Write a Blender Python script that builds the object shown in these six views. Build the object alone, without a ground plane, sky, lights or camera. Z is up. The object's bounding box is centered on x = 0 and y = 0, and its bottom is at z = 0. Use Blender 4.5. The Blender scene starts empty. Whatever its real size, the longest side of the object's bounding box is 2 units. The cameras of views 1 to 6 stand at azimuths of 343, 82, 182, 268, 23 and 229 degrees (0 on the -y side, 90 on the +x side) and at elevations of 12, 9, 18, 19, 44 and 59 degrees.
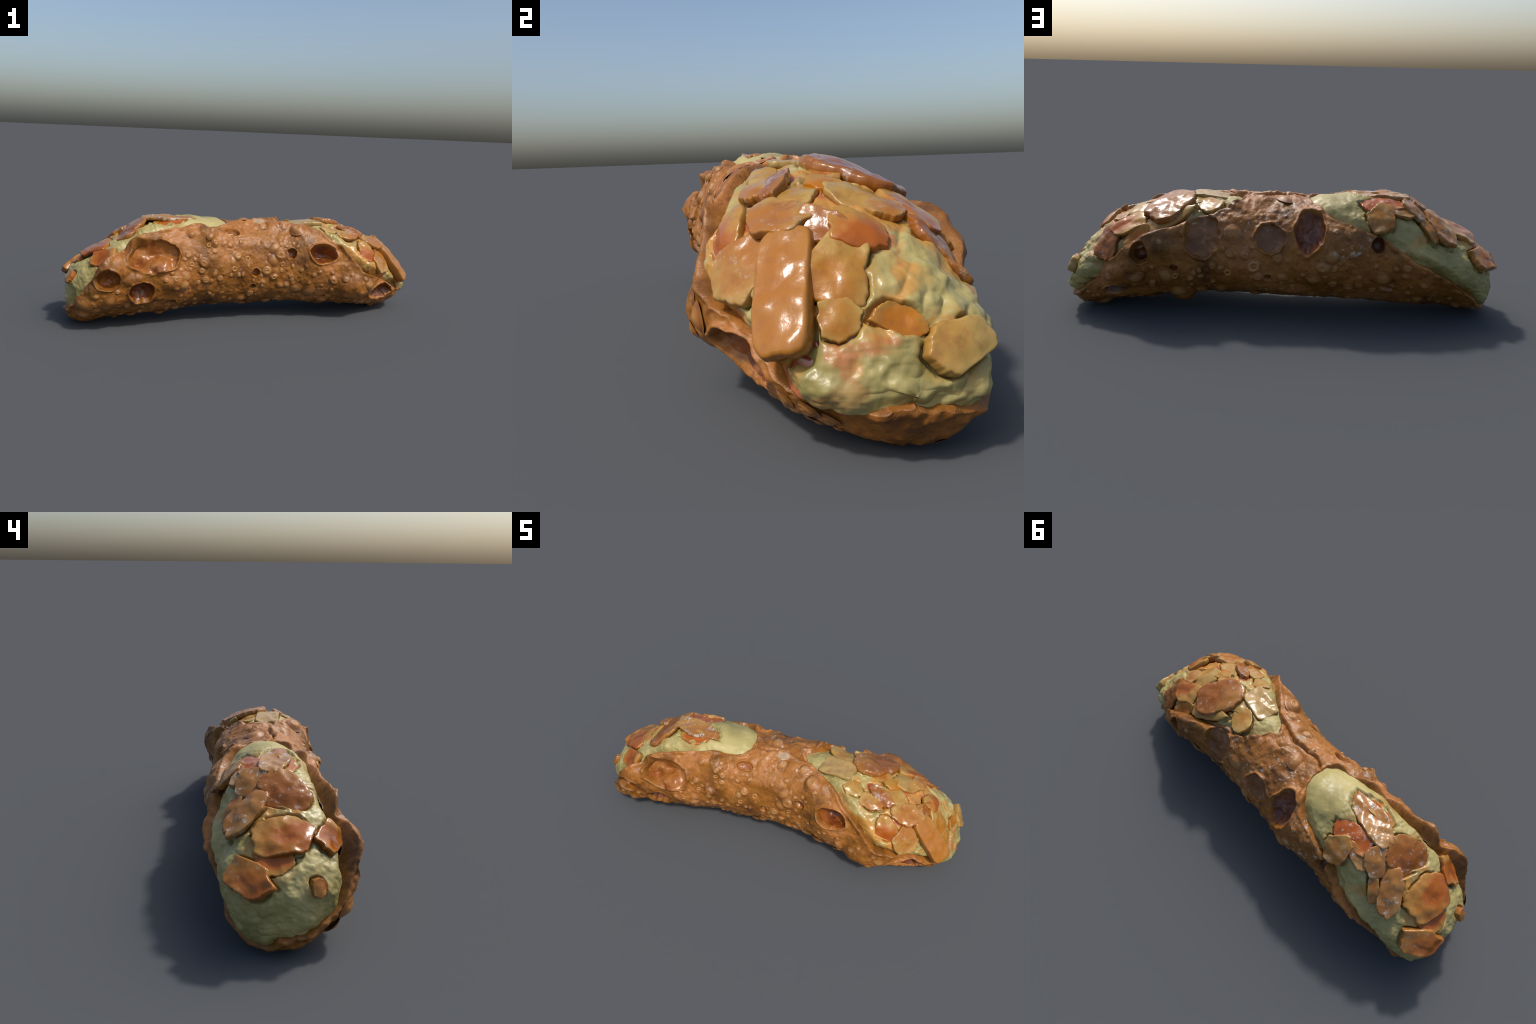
# A fried pastry tube with two slanted openings, filled with pale cream and
# topped with glazed almond flakes.  Lengths in metres, x runs along the tube.
# Angles go round the tube: 0 = the +y side, 90 = top, 180 = the -y side, 270 = bottom.
import bpy, math
import numpy as np
from mathutils import Matrix, Vector

RNG = np.random.default_rng(20)

# ----------------------------------------------------------------- the tube
# sections along the tube: x, centre y, half width, top, bottom
SECTIONS = np.array([
    (-1.000, -.005, .002, .158, .155), (-.995, -.005, .085, .222, .080), (-.975, -.008, .140, .276, .025),
    (-.900, -.030, .222, .361, .001), (-.800, -.034, .256, .424, .022), (-.650, -.014, .272, .505, .031),
    (-.500, -.008, .267, .554, .039), (-.350, .003, .252, .562, .047), (-.200, .018, .256, .534, .057),
    (0.000, .019, .235, .519, .056), (.200, .014, .243, .529, .062), (.350, -.003, .260, .533, .053),
    (.500, -.005, .279, .518, .038), (.650, .005, .288, .482, .034), (.800, .028, .242, .416, .008),
    (.900, .043, .206, .332, .008), (.975, .058, .152, .212, .060), (.995, .060, .090, .162, .100),
    (1.000, .062, .002, .137, .134)])
ROUND = 2.3          # exponent of the section: 2 = ellipse, more = squarer

# oblique cuts: (angle, x) along the rim of each opening
RIM_LEFT = [(-90, -.994), (-50, -.960), (-26, -.885), (-8, -.770), (0, -.650), (9, -.550), (20, -.480), (28, -.400),
            (36, -.300), (45, -.230), (57, -.185), (75, -.135), (92, -.115), (105, -.125), (114, -.150), (120, -.250),
            (124, -.370), (127, -.470), (131, -.560), (136, -.660), (143, -.770), (152, -.830), (166, -.880),
            (180, -.925), (195, -.970), (230, -.994), (270, -.994)]
RIM_RIGHT = [(-90, .999), (-50, .996), (-36, .960), (-20, .895), (-10, .830), (8, .790), (16, .730), (24, .660), (30, .550),
             (36, .430), (46, .330), (57, .250), (72, .190), (90, .150), (104, .190), (112, .260), (118, .320),
             (127, .370), (138, .420), (148, .490), (158, .530), (166, .560), (176, .610), (181, .700), (186, .850),
             (200, .945), (215, .985), (230, .997), (270, .999)]

# burst blisters: x, angle, half length, half width round the tube, depth, name of the lining
CAVITIES = [
    (-.545, 157, .120, .086, .056, "golden"), (-.781, 169, .057, .040, .040, "golden"),
    (-.613, 198, .063, .062, .055, "russet"), (-.458, 222, .032, .030, .030, "russet"),
    (.194, 160, .029, .031, .030, "golden"), (.371, 158, .078, .056, .070, "russet"),
    (.752, 203, .100, .060, .048, "russet"), (-.002, 183, .023, .024, .022, "golden"),
    (-.010, 203, .018, .017, .022, "russet"), (-.123, 128, .042, .028, .014, "golden"),
    (.345, 24, .078, .098, .028, "dusty"), (.040, 25, .070, .066, .018, "dusty"),
    (-.132, 36, .068, .108, .052, "plum"), (.609, 12, .039, .044, .035, "russet"),
    (.468, -9, .020, .018, .020, "russet"), (-.434, 17, .030, .042, .040, "plum"),
    (.749, -33, .058, .040, .040, "plum"), (-.490, -33, .031, .022, .018, "golden"),
    (.052, -21, .018, .018, .015, "russet"), (.326, -40, .016, .016, .015, "russet")]

# swollen places of the dough: x, angle, radius along, radius round, height
SWELLINGS = [
    (-.261, 136, .046, .046, .026), (-.447, 190, .062, .044, .022), (-.347, 136, .028, .024, .012),
    (.449, -57, .052, .050, .040), (.651, -3, .034, .030, .016), (.638, -30, .028, .028, .014),
    (.524, 18, .036, .036, .010), (-.336, -30, .038, .040, .014), (.734, -5, .048, .034, .018),
    (.120, 118, .044, .036, .014), (-.657, 178, .050, .026, .016), (.550, 203, .100, .080, .042), (.630, -40, .120, .050, -.026), (.575, 18, .110, .080, .046), (.460, 33, .110, .040, .028), (.890, -50, .080, .080, .014), (-.500, -36, .330, .110, -.020), (-.270, 56, .090, .060, -.016), (-.620, 22, .150, .040, -.022), (-.800, 230, .200, .080, -.022), (.955, 226, .080, .090, -.042), (-.200, 133, .220, .060, .012), (.220, 136, .110, .080, .012), (-.600, 2, .140, .040, .012), (.800, 180, .070, .050, -.020), (-.320, 10, .110, .090, .014),
    (-.765, 147, .080, .070, .062), (-.820, 166, .090, .050, .022), (-.630, 131, .100, .032, .040), (-.02, 100, .09, .03, .014), (.05, 88, .20, .06, .010),
    (.22, 62, .05, .03, .014), (.27, 128, .04, .03, .010), (.10, 80, .06, .04, .008)]


def pchip(t, y, q):
    """smooth interpolation that does not overshoot"""
    h = np.diff(t)
    d = np.diff(y) / h
    m = np.zeros(len(t))
    for i in range(1, len(t) - 1):
        if d[i - 1] * d[i] > 0:
            w1, w2 = 2 * h[i] + h[i - 1], h[i] + 2 * h[i - 1]
            m[i] = (w1 + w2) / (w1 / d[i - 1] + w2 / d[i])
    m[0], m[-1] = d[0], d[-1]
    k = np.clip(np.searchsorted(t, q) - 1, 0, len(t) - 2)
    u = (q - t[k]) / h[k]
    return (y[k] * (1 + 2 * u) * (1 - u) ** 2 + h[k] * m[k] * u * (1 - u) ** 2
            + y[k + 1] * u * u * (3 - 2 * u) + h[k] * m[k + 1] * u * u * (u - 1))


_step = np.sqrt(np.diff(SECTIONS[:, 0]) ** 2 + np.diff(SECTIONS[:, 2]) ** 2 + .5 * np.diff(SECTIONS[:, 3]) ** 2)
KNOTS = np.concatenate([[0], np.cumsum(_step)])
KNOTS /= KNOTS[-1]
_table_s = np.linspace(0, 1, 3000)
_table_x = pchip(KNOTS, SECTIONS[:, 0], _table_s)


def along(x):
    return np.interp(x, _table_x, _table_s)


def section(s):
    return [pchip(KNOTS, SECTIONS[:, i], s) for i in range(5)]


def tube(s, a):
    x, yc, ry, zt, zb = section(s)
    c, n = np.cos(a), np.sin(a)
    k = np.where(n > 0, ROUND - .3 * np.clip((np.abs(x) - .25) / .25, 0, 1), ROUND - .25)
    r = (np.abs(c) ** k + np.abs(n) ** k) ** (-1 / k)
    return np.stack([x, yc + ry * r * c, (zt + zb) / 2 + (zt - zb) / 2 * r * n], -1)


def unit(v):
    return v / np.maximum(np.linalg.norm(v, axis=-1, keepdims=True), 1e-9)


def frame(s, a):
    """point, direction along, direction round, outward normal"""
    e = 2e-3
    here, a = np.asarray(s, float), np.asarray(a, float)
    s = np.clip(here, 2e-3, 1 - 2e-3)
    ds = unit(tube(s + 1.9e-3, a) - tube(s - 1.9e-3, a))
    da = unit(tube(s, a + e) - tube(s, a - e))
    n = unit(np.cross(da, ds))
    da = np.cross(ds, n)
    return tube(here, a), ds, da, n


def frame_at(x, deg):
    return [v[0] for v in frame(np.array([along(x)]), np.array([math.radians(deg)]))]


# ----------------------------------------------------------------- noise
def _hash(i, j, k, seed):
    h = (i * 374761393 + j * 668265263 + k * 1274126177 + seed * 974711) & 0xFFFFFFFF
    h = ((h ^ (h >> 13)) * 1103515245) & 0xFFFFFFFF
    h = ((h ^ (h >> 16)) * 668265263) & 0xFFFFFFFF
    return ((h ^ (h >> 15)) & 0xFFFF) / 32767.5 - 1


def noise(p, size, seed=0):
    q = p / size
    f = np.floor(q).astype(np.int64)
    t = q - f
    t = t * t * t * (t * (t * 6 - 15) + 10)
    v = 0
    for dx in (0, 1):
        wx = t[..., 0] if dx else 1 - t[..., 0]
        for dy in (0, 1):
            wy = t[..., 1] if dy else 1 - t[..., 1]
            for dz in (0, 1):
                wz = t[..., 2] if dz else 1 - t[..., 2]
                v = v + wx * wy * wz * _hash(f[..., 0] + dx, f[..., 1] + dy, f[..., 2] + dz, seed)
    return v


def fbm(p, size, octaves=3, seed=0):
    v, amp = 0, 1.
    for o in range(octaves):
        v = v + amp * noise(p, size, seed + 17 * o)
        size, amp = size / 2.03, amp * .5
    return v


def smooth(e0, e1, x):
    t = np.clip((x - e0) / (e1 - e0), 0, 1)
    return t * t * (3 - 2 * t)


# ----------------------------------------------------------------- openings
def rim_curve(rim, n=1500):
    d = np.array([r[0] for r in rim], float)
    x = np.array([r[1] for r in rim], float)
    q = np.linspace(-90, 270, n)
    xe = np.interp(q, d, x)
    k = np.exp(-np.linspace(-2, 2, 17) ** 2)
    xe = np.convolve(np.pad(xe, 8, mode="edge"), k / k.sum(), "valid")
    return q, xe


RIMS = {-1: rim_curve(RIM_LEFT), 1: rim_curve(RIM_RIGHT)}


def opening_depth(p, x, deg, side):
    """distance to the rim of one opening, positive inside the opening"""
    q, xe = RIMS[side]
    pts = tube(along(xe), np.radians(q))
    run = np.concatenate([[0], np.cumsum(np.linalg.norm(np.diff(pts, axis=0), axis=1))])
    even = np.linspace(0, run[-1], 900)
    pts = np.stack([np.interp(even, run, pts[:, i]) for i in range(3)], -1)
    inside = side * (x - np.interp(deg, q, xe)) > 0
    out = np.full(len(p), .3)
    near = np.where(side * x > .05)[0]
    for i in range(0, len(near), 8000):
        c = near[i:i + 8000]
        d2 = (p[c] ** 2).sum(1)[:, None] + (pts ** 2).sum(1)[None] - 2 * p[c] @ pts.T
        out[c] = np.sqrt(np.maximum(d2.min(1), 0))
    return np.where(inside, out, -out)


def cavity_radius(p, cav, seed):
    """1 on the ragged edge of a burst blister, less inside"""
    x, deg, hx, ha = cav[:4]
    c, ds, da, n = frame_at(x, deg)
    d = p - c
    a, b, h = d @ ds, d @ da, d @ n
    th = np.arctan2(b / ha, a / hx)
    ring = np.stack([np.cos(th), np.sin(th), np.zeros_like(th)], -1) + seed * 3.1
    r = np.hypot(a / hx, b / ha) * (1 + .13 * noise(ring, .8, seed) + .07 * noise(ring, .27, seed + 5))
    return np.where(np.abs(h) < .2, r, 9.)


# ----------------------------------------------------------------- meshes
def make_mesh(name, verts, faces, keep=None):
    """faces: (n, 4) array of quads; keep: mask of the faces that stay"""
    faces = np.asarray(faces)
    if keep is not None:
        faces = faces[keep]
    used = np.unique(faces)
    back = np.zeros(len(verts), np.int64)
    back[used] = np.arange(len(used))
    verts, faces = np.asarray(verts)[used], back[faces]
    me = bpy.data.meshes.new(name)
    me.vertices.add(len(verts))
    me.vertices.foreach_set("co", verts.astype(np.float32).ravel())
    me.loops.add(faces.size)
    me.loops.foreach_set("vertex_index", faces.astype(np.int32).ravel())
    me.polygons.add(len(faces))
    me.polygons.foreach_set("loop_start", np.arange(0, faces.size, faces.shape[1], dtype=np.int32))
    me.polygons.foreach_set("use_smooth", np.ones(len(faces), bool))
    me.update(calc_edges=True)
    me.validate()
    return me


def add(name, me, parent, mat=None, matrix=None):
    ob = bpy.data.objects.new(name, me)
    bpy.context.scene.collection.objects.link(ob)
    ob.parent = parent
    if matrix is not None:
        ob.matrix_basis = matrix
    if mat is not None and not me.materials:
        me.materials.append(mat)
    return ob


def grid_faces(nu, nv, wrap):
    i, j = np.meshgrid(np.arange(nu - 1), np.arange(nv if wrap else nv - 1), indexing="ij")
    j2 = (j + 1) % nv
    return np.stack([i * nv + j, (i + 1) * nv + j, (i + 1) * nv + j2, i * nv + j2], -1).reshape(-1, 4)


# ----------------------------------------------------------------- materials
class Nodes:
    def __init__(self, name):
        self.mat = bpy.data.materials.new(name)
        self.mat.use_nodes = True
        self.t = self.mat.node_tree
        self.bsdf = self.t.nodes["Principled BSDF"]

    def new(self, kind, **props):
        n = self.t.nodes.new(kind)
        for k, v in props.items():
            setattr(n, k, v)
        return n

    def put(self, sock, v):
        if isinstance(v, bpy.types.NodeSocket):
            self.t.links.new(v, sock)
        elif isinstance(v, (tuple, list)) and len(v) == 3 and sock.type == "RGBA":
            sock.default_value = (*v, 1)
        else:
            sock.default_value = v

    def coords(self, obj=None):
        n = self.new("ShaderNodeTexCoord")
        if obj:
            n.object = obj
        return n.outputs["Object"]

    def generated(self):
        return self.new("ShaderNodeTexCoord").outputs["Generated"]

    def random(self):
        return self.new("ShaderNodeObjectInfo").outputs["Random"]

    def noise(self, vec, scale, detail=3, rough=.55, distort=0., w=None):
        n = self.new("ShaderNodeTexNoise")
        if w is not None:
            n.noise_dimensions = "4D"
            self.put(n.inputs["W"], w)
        self.put(n.inputs["Vector"], vec)
        n.inputs["Scale"].default_value = scale
        n.inputs["Detail"].default_value = detail
        n.inputs["Roughness"].default_value = rough
        n.inputs["Distortion"].default_value = distort
        return n.outputs[0]

    def ramp(self, v, *stops):
        n = self.new("ShaderNodeValToRGB")
        el = n.color_ramp.elements
        for k, (pos, col) in enumerate(stops):
            e = el[k] if k < 2 else el.new(pos)
            e.position = pos
            e.color = (*col, 1) if isinstance(col, tuple) else (col, col, col, 1)
        self.put(n.inputs[0], v)
        return n.outputs[0]

    def band(self, v, lo, hi):
        n = self.new("ShaderNodeMapRange", interpolation_type="SMOOTHSTEP")
        self.put(n.inputs["Value"], v)
        n.inputs["From Min"].default_value = lo
        n.inputs["From Max"].default_value = hi
        return n.outputs[0]

    def mix(self, f, a, b):
        n = self.new("ShaderNodeMix", data_type="RGBA")
        self.put(n.inputs[0], f)
        self.put(n.inputs[6], a)
        self.put(n.inputs[7], b)
        return n.outputs[2]

    def math(self, op, a, b=0.):
        n = self.new("ShaderNodeMath", operation=op)
        self.put(n.inputs[0], a)
        self.put(n.inputs[1], b)
        return n.outputs[0]

    def distance(self, vec, point, stretch=(1, 1, 1)):
        m = self.new("ShaderNodeVectorMath", operation="SUBTRACT")
        self.put(m.inputs[0], vec)
        m.inputs[1].default_value = point
        k = self.new("ShaderNodeVectorMath", operation="MULTIPLY")
        self.put(k.inputs[0], m.outputs[0])
        k.inputs[1].default_value = stretch
        n = self.new("ShaderNodeVectorMath", operation="LENGTH")
        self.put(n.inputs[0], k.outputs[0])
        return n.outputs["Value"]

    def bump(self, h, strength, dist, normal=None):
        n = self.new("ShaderNodeBump")
        n.inputs["Strength"].default_value = strength
        n.inputs["Distance"].default_value = dist
        self.put(n.inputs["Height"], h)
        if normal is not None:
            self.put(n.inputs["Normal"], normal)
        return n.outputs[0]

    def finish(self, colour, rough, normal=None, spec=.5, sss=0., coat=0.):
        self.put(self.bsdf.inputs["Base Color"], colour)
        self.put(self.bsdf.inputs["Roughness"], rough)
        self.bsdf.inputs["Specular IOR Level"].default_value = spec
        self.bsdf.inputs["Coat Weight"].default_value = coat
        self.bsdf.inputs["Coat Roughness"].default_value = .15
        if sss:
            self.bsdf.inputs["Subsurface Weight"].default_value = sss
            self.bsdf.inputs["Subsurface Radius"].default_value = (.02, .01, .004)
            self.bsdf.inputs["Subsurface Scale"].default_value = .5
        if normal is not None:
            self.put(self.bsdf.inputs["Normal"], normal)
        return self.mat


SUGAR = (.50, .49, .45)


def dough_colour(m, v):
    """fried dough: orange brown, salmon and ochre clouds, small dark and pale mottles"""
    big = m.noise(v, 4.2, 3, .55, .4)
    c = m.ramp(big, (.34, (.110, .040, .006)), (.44, (.215, .080, .010)), (.53, (.298, .113, .018)), (.66, (.372, .148, .042)))
    ochre = m.band(m.noise(v, 7.5, 4, .6, .6), .52, .72)
    c = m.mix(m.math("MULTIPLY", ochre, .75), c, (.285, .122, .024))
    fine = m.noise(v, 34, 5, .65, .3)
    c = m.mix(m.math("MULTIPLY", m.band(fine, .50, .34), .48), c, (.085, .026, .006))
    c = m.mix(m.math("MULTIPLY", m.band(fine, .56, .74), .55), c, (.36, .175, .052))
    return c, fine


def sugar_mask(m, v, spots):
    """icing sugar caught in patches: centre, reach"""
    speck = m.band(m.math("ADD", m.noise(v, 60, 4, .7), m.math("MULTIPLY", m.noise(v, 17, 2), .45)), .80, .92)
    total = None
    for centre, reach in spots:
        a = m.band(m.distance(v, centre), reach, reach * .35)
        total = a if total is None else m.math("MAXIMUM", total, a)
    return m.math("MULTIPLY", speck, total)


SUGAR_SPOTS = [((.06, .12, .49), .26), ((.33, .21, .42), .17), ((.22, -.09, .50), .12), ((-.30, .21, .40), .17),
               ((-.26, -.16, .46), .09), ((.02, -.05, .53), .10)]


def shell_material():
    m = Nodes("fried_dough")
    v = m.coords()
    c, fine = dough_colour(m, v)
    c = m.mix(m.math("MULTIPLY", sugar_mask(m, v, SUGAR_SPOTS), .75), c, SUGAR)
    patch = m.math("ADD", m.distance(v, (.06, -.045, .53), (1, 2.2, 1)), m.math("MULTIPLY", m.noise(v, 28, 4), .10))
    c = m.mix(m.math("MULTIPLY", m.band(patch, .105, .075), .55), c, (.36, .31, .22))
    n = m.bump(m.noise(v, 95, 5, .65), .35, .004, m.bump(m.noise(v, 30, 3), .35, .008))
    return m.finish(c, m.ramp(m.noise(v, 9, 3), (.3, .34), (.7, .56)), n, .38)


def blister_material(shell, name="blister_skin"):
    m = Nodes(name)
    v, o, rnd = m.coords(shell), m.coords(), m.random()
    c, fine = dough_colour(m, v)
    r = m.distance(o, (0, 0, 0), (1, 1, 0))          # in blister radii
    r = m.math("ADD", r, m.math("MULTIPLY", m.math("SUBTRACT", m.noise(v, 60, 2), .5), .25))
    pale = m.mix(rnd, (.32, .140, .034), (.38, .205, .072))
    c = m.mix(m.math("MULTIPLY", m.band(r, .78, .30), .72), c, pale)
    ring = m.math("MULTIPLY", m.band(r, .62, .80), m.band(r, 1.0, .84))
    c = m.mix(m.math("MULTIPLY", ring, .35), c, (.12, .040, .010))
    c = m.mix(m.math("MULTIPLY", sugar_mask(m, v, SUGAR_SPOTS), .8), c, SUGAR)
    n = m.bump(m.noise(v, 95, 5, .65), .3, .004)
    return m.finish(c, .42, n, .45)


def burst_material(shell):
    """blister with a hole: its floor is reddish"""
    m = Nodes("burst_blister_skin")
    v, o, rnd = m.coords(shell), m.coords(), m.random()
    c, fine = dough_colour(m, v)
    r = m.distance(o, (0, 0, 0), (1, 1, 0))
    c = m.mix(m.math("MULTIPLY", m.band(r, .80, .55), .7), c, (.46, .24, .085))
    c = m.mix(m.band(r, .38, .26), c, (.25, .075, .030))
    return m.finish(c, .4, m.bump(m.noise(v, 95, 4, .65), .3, .004), .45)


def lining_material(name, deep, light, glow, rough):
    m = Nodes(name)
    v = m.coords()
    c = m.mix(m.band(m.noise(v, 11, 4, .6, .5), .35, .65), deep, light)
    c = m.mix(m.math("MULTIPLY", m.band(m.noise(v, 25, 3), .55, .72), .7), c, glow)
    n = m.bump(m.noise(v, 55, 4, .6), .4, .005)
    return m.finish(c, rough, n, .5)


def cream_material():
    m = Nodes("ricotta_cream")
    v = m.coords()
    c = m.ramp(m.noise(v, 6, 3, .5), (.32, (.235, .197, .066)), (.50, (.330, .276, .100)), (.68, (.395, .332, .130)))
    # glaze run off the nuts: amber and rusty stains where the flakes lie thickest
    stain = m.noise(v, 6.5, 4, .6, .8)
    right = m.band(m.distance(v, (.72, -.05, .36), (1, .8, 1)), .46, .24)
    left = m.math("MULTIPLY", m.band(m.distance(v, (-.70, .05, .46), (.75, 1.2, 1)), .32, .12), .9)
    where = m.math("MAXIMUM", right, left)
    amber = m.math("MULTIPLY", m.band(m.math("ADD", stain, m.math("MULTIPLY", where, .16)), .60, .74), where)
    halo = None
    for spec in FLAKES:
        if spec[10] in ("pale", "sugared") and spec[0] > -.5:
            continue
        reach = (spec[2] + spec[3]) * .27
        ring = m.band(m.distance(v, tuple(frame_at(spec[0], spec[1])[0])), reach + .045, reach - .02)
        halo = ring if halo is None else m.math("MAXIMUM", halo, ring)
    halo = m.math("MULTIPLY", halo, m.band(m.noise(v, 13, 4, .6, .5), .38, .60))
    c = m.mix(m.math("MULTIPLY", halo, .80), c, (.33, .165, .030))
    c = m.mix(m.math("MULTIPLY", amber, .85), c, (.43, .19, .030))
    rust = m.math("MULTIPLY", m.band(m.noise(v, 8.3, 3, .6, .6), .56, .68), right)
    c = m.mix(m.math("MULTIPLY", rust, .75), c, (.36, .085, .025))
    grey = m.math("MULTIPLY", m.band(m.noise(v, 26, 4, .6), .55, .72), .35)
    c = m.mix(grey, c, (.235, .215, .090))
    n = m.bump(m.noise(v, 26, 4, .6), .22, .010)
    return m.finish(c, m.mix(where, m.ramp(m.noise(v, 14, 3), (.3, .36), (.7, .60)), m.ramp(m.noise(v, 14, 3), (.3, .22), (.7, .40))), n, .45, .0)


def almond_material(name, rim, body, heart, toast=0., sugar=0., rough=.24):
    """flake: pale rim, toned body, darker heart set off centre"""
    m = Nodes(name)
    g, o, rnd = m.generated(), m.coords(), m.random()
    shift = m.new("ShaderNodeCombineXYZ")
    m.put(shift.inputs[0], m.math("ADD", m.math("MULTIPLY", rnd, .5), .25))
    m.put(shift.inputs[1], m.math("SUBTRACT", .72, m.math("MULTIPLY", rnd, .45)))
    shift.inputs[2].default_value = .5
    off = m.new("ShaderNodeVectorMath", operation="DISTANCE")
    m.put(off.inputs[0], g)
    m.put(off.inputs[1], shift.outputs[0])
    wob = m.math("MULTIPLY", m.math("SUBTRACT", m.noise(o, 16, 4, .6, .3, rnd), .5), .55)
    r = m.math("ADD", off.outputs["Value"], wob)
    rim, body, heart = [tuple(q * k for q, k in zip(col, (.72, .61, min(.46, .04 + 1.6 * col[1])))) for col in (rim, body, heart)]
    c = m.ramp(r, (.05, heart), (.30, body), (.46, body), (.66, rim))
    if toast:
        c = m.mix(m.math("MULTIPLY", m.band(r, .42, .12), toast), c, (.075, .014, .010))
    tone = m.noise(o, 45, 4, .6, 0, rnd)
    c = m.mix(m.math("MULTIPLY", m.band(tone, .52, .36), .35), c, (.24, .085, .022))
    if sugar:
        dust = m.band(m.math("ADD", m.noise(o, 62, 4, .7, 0, rnd), m.math("MULTIPLY", m.noise(o, 14, 2, .5, 0, rnd), .5)), .80, .95)
        c = m.mix(m.math("MULTIPLY", dust, sugar), c, SUGAR)
    n = m.bump(m.noise(o, 38, 3, .55, 0, rnd), .3, .006)
    return m.finish(c, rough, n, .36, 0, .04)


def glaze_material():
    m = Nodes("red_glaze")
    o, rnd = m.coords(), m.random()
    c = m.ramp(m.noise(o, 14, 3, .5, .4, rnd), (.35, (.24, .045, .016)), (.52, (.40, .12, .045)), (.68, (.42, .20, .05)))
    return m.finish(c, .18, m.bump(m.noise(o, 30, 3, .5, 0, rnd), .3, .006), .6, 0, .4)


# ----------------------------------------------------------------- assemble
root = bpy.data.objects.new("cannolo", None)
bpy.context.scene.collection.objects.link(root)
root["label"] = "blistered fried pastry tube filled with pale cream and almond flakes"
root["category"] = "pastry"

NS, NA = 1050, 560
s_line = np.linspace(0, 1, NS)
a_line = np.linspace(-90, 270, NA, endpoint=False)
sg, ag = [g.ravel() for g in np.meshgrid(s_line, np.radians(a_line), indexing="ij")]
P, DS, DA, N = frame(sg, ag)
X, DEG = P[:, 0], np.degrees(ag)
FACES = grid_faces(NS, NA, True)[:, ::-1]
wiggle = fbm(P, .09, 3, 3) * .010
DEPTH = {side: opening_depth(P, X, DEG, side) + wiggle for side in (-1, 1)}
OPEN = np.maximum(DEPTH[-1], DEPTH[1])


def bump_shape(p, x, deg, rx, ra):
    c, ds, da, n = frame_at(x, deg)
    d = p - c
    r2 = (d @ ds / rx) ** 2 + (d @ da / ra) ** 2 + (d @ n / .12) ** 4
    return np.exp(-1.1 * r2 * np.sqrt(r2 + .05))


def shell_height(p, x, deg):
    h = fbm(p, .16, 3, 11) * .007 + fbm(p, .035, 3, 21) * .0028
    # crumbly skin on top, between the openings and towards the rear
    rough = smooth(45, 62, deg) * smooth(112, 98, deg) * smooth(.36, .26, np.abs(x - .08))
    h += rough * (np.abs(fbm(p, .095, 3, 41)) * .010 - .003)
    for x0, deg0, rx, ra, up in SWELLINGS:
        h += up * bump_shape(p, x0, deg0, rx, ra)
    # overlap seam of the dough sheet along the top
    seam = np.interp(x, (-.12, -.02, .08, .2), (100, 101, 100, 104)) + 5 * noise(p * np.array([1, 0, 0]), .07, 64)
    off = np.radians(deg - seam) * .24 + .006 * noise(p, .03, 61)
    span = smooth(-.16, -.10, x) * smooth(.24, .18, x)
    h += span * (.017 * smooth(-.003, .005, off) * smooth(.12, .02, off) - .012 * np.exp(-(off / .008) ** 2))
    return h


H = shell_height(P, X, DEG) - .004
lip = np.exp(-((OPEN + .007) / .013) ** 2) * (.004 + .012 * fbm(P, .08, 3, 71))
H += lip
cut = smooth(.0, .012, OPEN)
H -= .055 * cut
hole = np.zeros(len(P), bool)
for k, cav in enumerate(CAVITIES):
    size = min(cav[2], cav[3])
    near = np.abs(X - cav[0]) < cav[2] * 2
    r = np.full(len(P), 9.)
    r[near] = cavity_radius(P[near], cav, k)
    H += min(.014 if k == 0 else .008, size * .16) * np.exp(-((r - 1.05) / .09) ** 2) * (.7 + .8 * noise(P, .05, 900 + k))
    wall = max(.06, .005 / size)
    H -= (cav[4] + .012) * smooth(1., 1 - wall, r)
    hole |= r < 1 - wall * 1.3
# countless small pimples between the blisters
for _ in range(900):
    s, deg, r = RNG.uniform(.02, .98), RNG.uniform(-90, 270), RNG.uniform(.006, .013)
    i, j = int(s * (NS - 1)), int((deg + 90) / 360 * NA)
    ii = np.arange(max(i - 14, 0), min(i + 15, NS))
    win = (ii[:, None] * NA + (np.arange(j - 12, j + 13) % NA)[None]).ravel()
    d2 = ((P[win] - P[i * NA + j % NA]) ** 2).sum(1)
    H[win] += r * RNG.uniform(.15, .42) * np.exp(-d2 / (r * .8) ** 2)
skin = P + N * H[:, None]
gone = (OPEN > .015) | hole
shell_mesh = make_mesh("pastry_shell", skin, FACES, ~gone[FACES].all(1))
shell = add("pastry_shell", shell_mesh, root, shell_material())

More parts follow.
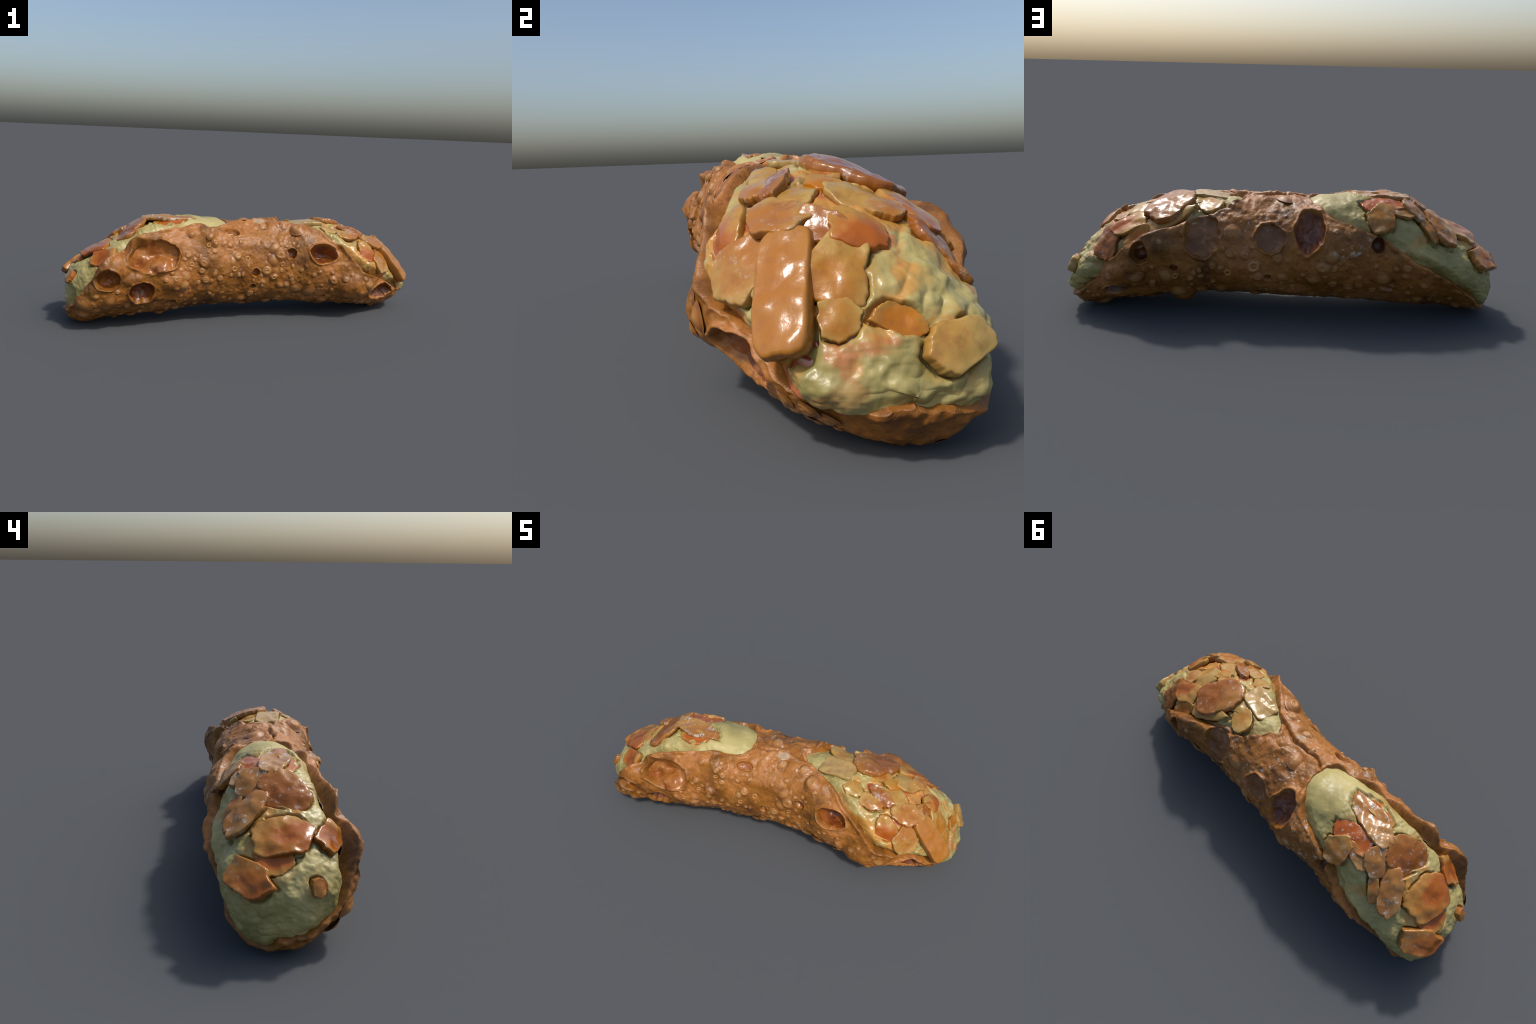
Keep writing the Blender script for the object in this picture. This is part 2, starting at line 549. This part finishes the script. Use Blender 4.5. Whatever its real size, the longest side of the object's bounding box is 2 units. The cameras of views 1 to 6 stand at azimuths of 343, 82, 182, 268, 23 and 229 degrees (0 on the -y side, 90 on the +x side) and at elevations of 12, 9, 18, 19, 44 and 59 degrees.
# ---- where the almond flakes lie
# x, angle, length, width, turn, thickness, lift, tilt along, tilt across, squareness, look
FLAKES = [
    (-.458, 92, .250, .100, 15, .018, .012, 0, 4, 2.2, "sugared"), (-.444, 105, .150, .080, 5, .012, .000, 0, 0, 2.5, "red"),
    (-.469, 68, .185, .102, -9, .018, .004, 0, -3, 2.6, "red_sugared"), (-.447, 47, .125, .115, -61, .024, .006, 0, 0, 3.5, "tan"),
    (-.530, 57, .110, .050, 11, .018, .014, 0, 0, 2.6, "sugared"), (-.607, 68, .118, .092, 30, .018, .016, 5, 0, 3.2, "sugared"),
    (-.657, 95, .172, .146, -28, .020, .006, 4, 0, 2.3, "brown"), (-.723, 60, .200, .090, 60, .022, .012, -4, 4, 2.8, "sugared"),
    (-.672, 48, .120, .048, 41, .016, .006, 0, 0, 2.8, "tan"), (-.835, 87, .195, .145, 85, .020, .006, 0, -5, 2.4, "toasted"),
    (-.935, 51, .165, .105, -35, .034, .010, 0, 6, 3.4, "orange"), (-.918, 79, .115, .085, 75, .018, .004, 0, 0, 2.6, "red"),
    (-.800, 129, .125, .090, 25, .022, .008, -6, 8, 2.8, "toasted"), (-.957, 134, .055, .045, -45, .036, .008, 0, 0, 2.4, "orange"),
    (.340, 95, .150, .100, 3, .020, .006, 0, 0, 6.0, "pale"), (.326, 67, .115, .095, 36, .016, .002, 0, 0, 2.3, "tan_pale"),
    (.507, 68, .215, .160, -50, .028, .012, 3, 0, 2.2, "brown"), (.515, 47, .245, .085, -18, .020, .002, 0, 0, 2.6, "tan_pale"),
    (.640, 34, .120, .075, -40, .018, .002, 0, 0, 2.6, "bright"), (.680, 52, .145, .095, -18, .020, .006, 0, 0, 3.6, "red"),
    (.772, 40, .165, .105, -70, .018, .004, 0, 0, 2.8, "brown"), (.684, 79, .135, .105, -52, .016, .002, 0, 0, 2.5, "tan_pale"),
    (.822, 94, .105, .075, -42, .024, .010, -12, 10, 3.2, "red"), (.800, 108, .095, .070, -50, .026, .012, -8, 16, 3.4, "brown"), (.724, 121, .145, .100, -3, .020, .014, 6, -5, 3.4, "tan"),
    (.662, 105, .110, .075, 35, .016, .002, 0, 0, 2.6, "tan_pale"),
    (.588, 112, .125, .052, 28, .026, .006, 0, 14, 4.0, "brown"), (.543, 121, .120, .072, 8, .016, .002, 0, 0, 2.6, "tan"),
    (.449, 115, .090, .075, 10, .014, .002, 0, 0, 3.0, "tan_pale"), (.628, 91, .100, .055, -30, .016, .004, 0, 0, 2.6, "bright"),
    (.646, 142, .118, .095, 26, .020, .001, 0, 0, 3.8, "red"), (.745, 152, .125, .125, -6, .020, .002, 0, 0, 3.6, "tan"),
    (.862, 141, .214, .092, 32, .036, .012, 0, 0, 5.5, "amber"), (.876, 113, .132, .108, 23, .018, .006, 0, 0, 3.0, "amber_heart"),
    (.816, 124, .056, .042, -18, .016, .002, 0, 0, 2.6, "bright"), (.968, 55, .110, .085, 58, .032, .006, 0, 0, 3.0, "tan_pale"),
    (.933, 123, .070, .070, -65, .014, .002, 0, 0, 2.8, "amber_heart"), (.950, 89, .092, .055, -69, .016, .002, 0, 0, 2.6, "bright"),
    (.739, 73, .085, .072, -84, .018, .006, 0, 0, 3.2, "tan"), (.400, 78, .110, .080, 50, .014, .000, 0, 0, 2.6, "tan_pale"),
    (.570, 88, .080, .060, -20, .016, .004, 0, 0, 3.2, "red"), (.790, 135, .080, .050, 50, .014, .000, 0, 0, 2.6, "red"),
    (.900, 158, .090, .055, 40, .016, .000, 0, 0, 2.8, "bright")]
GLAZE = [(.500, 98, .135, .060, 41, .010, .000, 0, 0, 2.2, "glaze"), (.700, 135, .080, .050, 20, .010, .000, 0, 0, 2.2, "glaze"),
         (.815, 108, .120, .080, -40, .010, .000, 0, 0, 2.2, "glaze"), (.575, 75, .110, .070, 30, .008, .000, 0, 0, 2.2, "glaze"),
         (.940, 166, .095, .070, 30, .010, .002, 0, 0, 2.2, "glaze"), (.962, 112, .060, .045, -60, .008, .002, 0, 0, 2.2, "glaze"),
         (.590, 30, .150, .050, -20, .008, -.002, 0, 0, 2.2, "glaze"), (.700, 90, .120, .060, -20, .008, .000, 0, 0, 2.2, "glaze")]


def flake_outline(spec, k):
    """frame of a flake and its outline as radius over angle"""
    x0, deg0, length, width, turn, thick, lift, tilt_l, tilt_w, square, look = spec
    rng = np.random.default_rng(500 + k)
    c, ds, da, n = frame_at(x0, deg0)
    t0 = math.radians(turn)
    e1 = ds * math.cos(t0) + da * math.sin(t0)
    e2 = np.cross(n, e1)
    around = 110
    th = np.linspace(0, 2 * np.pi, around, endpoint=False)
    R = (np.abs(np.cos(th)) ** square + np.abs(np.sin(th)) ** square) ** (-1 / square)
    ring = np.stack([np.cos(th), np.sin(th), np.full_like(th, k * 1.7)], -1)
    if 2.6 <= square < 5:                         # splintered: straight edges between random corners
        m = int(rng.integers(5, 8))
        ca = (np.arange(m) + rng.uniform(-.3, .3, m)) * 2 * np.pi / m + rng.uniform(0, 6.28)
        cr = np.interp(ca % (2 * np.pi), th, R, period=2 * np.pi) * rng.uniform(.92, 1.14, m)
        cx, cy = cr * np.cos(ca), cr * np.sin(ca)
        best = np.full(around, 9.)
        for i in range(m):
            j = (i + 1) % m
            det = cx[i] * cy[j] - cx[j] * cy[i]
            along_i = (np.cos(th) * cy[j] - np.sin(th) * cx[j]) / det
            along_j = (np.sin(th) * cx[i] - np.cos(th) * cy[i]) / det
            hit = (along_i >= -1e-6) & (along_j >= -1e-6)
            best[hit] = 1 / np.maximum(along_i + along_j, .2)[hit]
        R = .25 * R + .75 * best
    rag = .35 if square >= 5 else 1.
    R *= 1 + rag * (.10 * noise(ring, .9, k) + .075 * noise(ring, .33, k + 40) + .04 * noise(ring, .11, k + 80))
    if look != "glaze" and square < 5:                       # broken edges
        for _ in range(rng.integers(0, 2)):
            a = rng.uniform(0, 2 * np.pi)
            R = np.minimum(R, rng.uniform(.74, .98) / np.maximum(np.cos(th - a), .05))
    return c, e1, e2, n, th, R


# the cream sinks in a narrow groove round every flake
groove, under = np.zeros(len(P)), np.zeros(len(P))
for k, spec in enumerate(FLAKES):
    c, e1, e2, n, th, R = flake_outline(spec, k)
    near = np.where(np.linalg.norm(P - c, axis=1) < max(spec[2], spec[3]) * .8)[0]
    d = P[near] - c
    u, v = d @ e1 / (spec[2] * .59), d @ e2 / (spec[3] * .59)
    edge = np.interp(np.arctan2(v, u) % (2 * np.pi), th, R, period=2 * np.pi)
    away = (np.hypot(u, v) - edge) * min(spec[2], spec[3]) * .59
    under[near] = np.maximum(under[near], smooth(.0, -.012, away) * (spec[5] < .030))
    groove[near] = np.maximum(groove[near], np.exp(-((away - .001) / .0055) ** 2) * smooth(-.2, .5, fbm(P[near], .06, 2, 800 + k) + .35))

# ---- cream in both openings
cream_mat = cream_material()
for side in (-1, 1):
    D = DEPTH[side]
    keep = D > -.03
    bare = np.exp(-((X + .24) / .13) ** 2)
    h = -.013 + fbm(P, .14, 2, 101) * .009 + fbm(P, .05, 3, 111) * (.006 - .0045 * bare)
    h += np.abs(noise(P * np.array([1, .5, 1]), .022, 131)) * .004 * smooth(-.1, .5, noise(P, .2, 133))
    streak = np.abs(noise(P @ np.array([[1, .3, 0], [-.3, .8, .4], [0, -.4, .9]]) * np.array([.45, 1.3, 1.3]), .05, 151))
    h += (.012 * streak - .005) * smooth(.55, .8, X) * smooth(110, 70, DEG)
    # bare dome of cream by the inner tip of the left opening
    if side < 0:
        h += .018 * np.exp(-((X + .25) / .15) ** 2) * smooth(62, 85, DEG)
        h -= .014 * np.exp(-((X + .28) / .10) ** 2) * smooth(68, 52, DEG)
        h -= .020 * smooth(12, 24, DEG) * smooth(48, 34, DEG) * smooth(-.38, -.50, X) * smooth(-.85, -.72, X)
        gap = np.maximum(smooth(70, 30, DEG) * smooth(-.28, -.42, X), smooth(118, 126, DEG) * smooth(-.48, -.58, X))
    else:
        gap = smooth(118, 130, DEG) * smooth(.3, .42, X)
    # a furrow between cream and dough
    h -= (.016 + (.020 if side < 0 else .034) * gap) * smooth(.06, .0, D) * (.75 + .4 * noise(P, .12, 141)) * (1 - .75 * smooth(.84, .95, np.abs(X)))
    h -= .05 * smooth(0, -.02, D) + .019 * groove + .013 * under
    # the cream shrinks back a little from the dough at the two end faces
    me = make_mesh("cream_filling", P + N * h[:, None], FACES, keep[FACES].all(1))
    add("cream_filling", me, root, cream_mat)

# ---- linings of the burst blisters
LININGS = {
    "golden": lining_material("golden_lining", (.20, .058, .010), (.34, .135, .030), (.40, .20, .075), .28),
    "russet": lining_material("russet_lining", (.11, .026, .006), (.25, .072, .012), (.36, .13, .03), .33),
    "plum": lining_material("plum_lining", (.10, .030, .016), (.21, .075, .036), (.34, .16, .075), .38),
    "dusty": lining_material("dusty_lining", (.17, .062, .018), (.26, .110, .034), (.34, .18, .085), .48)}
for k, cav in enumerate(CAVITIES):
    x0, deg0, hx, ha, depth, kind = cav
    c, ds, da, n = frame_at(x0, deg0)
    m = 64
    u, v = np.meshgrid(np.linspace(-1.45, 1.45, m), np.linspace(-1.45, 1.45, m), indexing="ij")
    q = c + (u.ravel() * hx)[:, None] * ds + (v.ravel() * ha)[:, None] * da
    s = along(q[:, 0])
    sec = section(s)
    ang = np.arctan2((q[:, 2] - (sec[3] + sec[4]) / 2) / ((sec[3] - sec[4]) / 2), (q[:, 1] - sec[1]) / sec[2])
    p, _, _, nn = frame(s, ang)
    r = cavity_radius(p, cav, k)
    hgt = -.014 - depth * np.clip(1 - r ** 3, 0, 1) ** .8 - .012 * smooth(1, 1.2, r)
    hgt += fbm(p, .05, 3, 300 + k) * min(.007, depth * .15)
    if k == 0:      # an unbroken bubble swells from the floor of the largest one
        hgt += .062 * bump_shape(p, -.520, 168, .070, .045) - .02 * bump_shape(p, -.63, 160, .03, .05)
    if kind == "plum" and hx > .07:
        hgt += .016 * bump_shape(p, x0 + .0, deg0 + 2, .05, .055) + np.abs(fbm(p, .03, 2, 7)) * .010
    add("blister_cavity", make_mesh("blister_cavity", p + nn * hgt[:, None], grid_faces(m, m, False)[:, ::-1], (r < 1.12)[grid_faces(m, m, False)[:, ::-1]].any(1)), shell, LININGS[kind])


# ---- small blisters, set tangent to the skin
def blister_mesh(kind, seed):
    rings, around = 16, 30
    rr = np.linspace(0, 1, rings) ** .9
    th = np.linspace(0, 2 * np.pi, around, endpoint=False)
    r, t = [g.ravel() for g in np.meshgrid(rr, th, indexing="ij")]
    p = np.stack([r * np.cos(t), r * np.sin(t), np.zeros_like(r)], -1)
    rw = r * (1 + .16 * noise(p + seed * 7, .9, seed) * r)
    dome = np.where(rw < 1, np.cos(np.clip(rw, 0, 1) * np.pi / 2) ** 1.5, 0)
    if kind == "dome":
        z = .62 * dome
    elif kind == "dimple":
        off = np.hypot(p[:, 0] - .1 * math.sin(seed), p[:, 1] - .12 * math.cos(seed * 2))
        z = .50 * np.exp(-((rw - .38) / .32) ** 2) + .34 * np.exp(-(rw / .33) ** 2) - .22 * np.exp(-((off - .30) / .055) ** 2) * (.4 + .6 * np.cos(t + seed))
    else:
        z = .42 * np.exp(-((rw - .54) / .24) ** 2) - .40 * smooth(.42, .26, rw * (1 + .25 * noise(p + seed, .5, seed + 3)))
    z = z * smooth(1.0, .75, r) + .05 * noise(p + seed * 3, .35, seed + 9) * smooth(1, .8, r) - .10 * smooth(.85, 1, r)
    p[:, 2] = z
    return make_mesh("blister", p, grid_faces(rings, around, True))


skin_mat, burst_mat = blister_material(shell), burst_material(shell)
BLISTERS = {"dome": [blister_mesh("dome", i) for i in range(4)], "dimple": [blister_mesh("dimple", i + 10) for i in range(6)],
            "burst": [blister_mesh("burst", i + 20) for i in range(4)]}
for kind, meshes in BLISTERS.items():
    for me in meshes:
        me.materials.append(burst_mat if kind == "burst" else skin_mat)

def skin_at(s, a):
    i = np.clip(np.round(np.asarray(s) * (NS - 1)).astype(int), 0, NS - 1)
    j = np.round((np.degrees(a) + 90) / 360 * NA).astype(int) % NA
    return i * NA + j


placed_p, placed_r = np.zeros((0, 3)), np.zeros(0)
tries = 0
while len(placed_r) < 270 and tries < 14000:
    tries += 1
    s, deg = RNG.uniform(.02, .98), RNG.uniform(-90, 270)
    idx = int(skin_at(s, math.radians(deg)))
    big = RNG.random()
    r = .0105 + .022 * big ** 2.6
    if OPEN[idx] > -.022 - r * .5 or abs(X[idx]) > .93:
        continue
    top = 45 < deg < 118
    if (235 < deg or deg < -60) and RNG.random() < .6:
        continue
    if deg < 120 and RNG.random() < .35:
        continue
    if top and RNG.random() < .75:
        continue
    if len(placed_r) and (np.linalg.norm(placed_p - P[idx], axis=1) < .88 * (placed_r + r)).any():
        continue
    if any(abs(X[idx] - c[0]) < c[2] * 2 and cavity_radius(P[idx:idx + 1], c, k)[0] < 1.12 + r / min(c[2], c[3]) for k, c in enumerate(CAVITIES)):
        continue
    if noise(P[idx:idx + 1], .17, 77)[0] < -.55:
        continue
    placed_p, placed_r = np.vstack([placed_p, P[idx]]), np.append(placed_r, r)
    kind = RNG.choice(["dome", "dimple", "burst"], p=[.44, .47, .09] if r < .026 else [.7, .3, 0])
    me = BLISTERS[kind][RNG.integers(len(BLISTERS[kind]))]
    i0, j0 = divmod(idx, NA)
    i0 = int(np.clip(i0, 4, NS - 5))
    tx = unit(skin[(i0 + 4) * NA + j0] - skin[(i0 - 4) * NA + j0])
    ta = unit(skin[i0 * NA + (j0 + 3) % NA] - skin[i0 * NA + (j0 - 3) % NA])
    n = unit(unit(np.cross(ta, tx)) * .6 + N[idx] * .4)
    spin = RNG.uniform(0, 2 * np.pi)
    e1 = unit(tx - n * (tx @ n))
    e2 = np.cross(n, e1)
    f1, f2 = e1 * math.cos(spin) + e2 * math.sin(spin), e2 * math.cos(spin) - e1 * math.sin(spin)
    ratio, tall = RNG.uniform(.72, 1.0), RNG.uniform(.55, .95)
    R = 1.6 * r
    mat = Matrix.Identity(4)
    for row in range(3):
        mat[row][0], mat[row][1], mat[row][2], mat[row][3] = f1[row] * R, f2[row] * R * ratio, n[row] * r * tall, skin[idx][row]
    add("blister", me, shell, None, mat)

# ---- almond flakes
PALE_RIM, TAN, AMBER, RED = (.50, .33, .115), (.44, .215, .070), (.44, .175, .030), (.42, .115, .040)
LOOKS = {
    "sugared": almond_material("sugared_almond", (.45, .28, .12), (.42, .21, .080), (.38, .165, .055), 0, .85),
    "red_sugared": almond_material("rosy_sugared_almond", (.46, .24, .085), RED, (.40, .10, .040), 0, .55),
    "red": almond_material("rosy_almond", (.48, .30, .080), (.44, .135, .038), (.36, .065, .024)),
    "tan": almond_material("tan_almond", (.48, .33, .12), (.42, .190, .052), (.36, .120, .028), 0, .25),
    "tan_pale": almond_material("pale_tan_almond", (.49, .385, .145), (.47, .31, .095), (.46, .22, .045)),
    "pale": almond_material("blanched_almond", (.48, .38, .17), (.50, .385, .185), (.50, .38, .18)),
    "brown": almond_material("brown_almond", (.40, .20, .070), (.31, .115, .038), (.25, .080, .026), 0, .35, .2),
    "toasted": almond_material("toasted_almond", (.47, .27, .075), (.38, .12, .022), (.28, .045, .015), .95, .1, .2),
    "orange": almond_material("orange_almond", (.44, .22, .060), (.40, .145, .042), (.34, .090, .030), 0, .2),
    "bright": almond_material("bright_amber_almond", (.46, .28, .060), (.47, .19, .018), (.46, .15, .012)),
    "amber": almond_material("amber_almond", (.44, .22, .060), (.43, .19, .045), (.42, .17, .038)),
    "amber_heart": almond_material("amber_heart_almond", (.48, .36, .12), (.46, .215, .036), (.42, .090, .012)),
    "glaze": glaze_material()}


def flake(spec, k):
    x0, deg0, length, width, turn, thick, lift, tilt_l, tilt_w, square, look = spec
    c, e1, e2, n, th, R = flake_outline(spec, k)
    around, rng = len(th), np.random.default_rng(900 + k)
    soft = look == "glaze"
    # profile from the middle of the top, over the edge, down to the underside
    prof = [(q, 1.) for q in np.linspace(.02, .93, 15)] + [(.965, .97), (.99, .88), (1.0, .72), (1.005, .45), (.99, .15), (.96, .0), (.90, -.25)]
    if soft:
        prof = [(q, math.cos(q * 1.5) ** .7) for q in np.linspace(.02, 1, 18)] + [(1.02, -.5)]
    q = np.array(prof)
    rr, hh = q[:, 0][:, None], q[:, 1][:, None]
    u = (rr * R * np.cos(th)).ravel() * length * .59
    v = (rr * R * np.sin(th)).ravel() * width * .59
    h = np.repeat(hh, around, 1).ravel() * thick
    flat = c + u[:, None] * e1 + v[:, None] * e2
    s = along(np.clip(flat[:, 0], -.985, .985))
    sec = section(s)
    ang = np.arctan2((flat[:, 2] - (sec[3] + sec[4]) / 2) / ((sec[3] - sec[4]) / 2), (flat[:, 1] - sec[1]) / sec[2])
    onto = tube(s, ang)
    drop = (onto - flat) @ n
    bend = .75 if abs(x0) < .93 else .45
    top = np.repeat(np.clip((hh + .25) / 1.25, 0, 1), around, 1).ravel()
    loc3 = np.stack([u, v, np.full_like(u, k * 2.3)], -1)
    up = bend * drop - .028 + lift + h + top * (fbm(loc3, .07, 2, k) * .008 + noise(loc3, .022, k + 9) * .0014)
    tilt_l, tilt_w = tilt_l + rng.uniform(-6, 6), tilt_w + rng.uniform(-8, 8)
    up += np.tan(np.radians(tilt_l)) * u + np.tan(np.radians(tilt_w)) * v
    loc = np.stack([u, v, up], -1)
    mesh = make_mesh("almond_flake" if not soft else "glaze_pool", loc, grid_faces(len(prof), around, True))
    mid = np.full(1, 0)
    # close the tiny hole in the middle of the top
    import bmesh
    bm = bmesh.new()
    bm.from_mesh(mesh)
    bmesh.ops.holes_fill(bm, edges=[e for e in bm.edges if e.is_boundary], sides=0)
    for f in bm.faces:
        f.smooth = True
    bmesh.ops.recalc_face_normals(bm, faces=bm.faces)
    bm.to_mesh(mesh)
    bm.free()
    mat = Matrix.Identity(4)
    for row in range(3):
        mat[row][0], mat[row][1], mat[row][2], mat[row][3] = e1[row], e2[row], n[row], c[row]
    add(mesh.name.split(".")[0], mesh, root, LOOKS[look], mat)


for k, spec in enumerate(FLAKES + GLAZE):
    flake(spec, k)
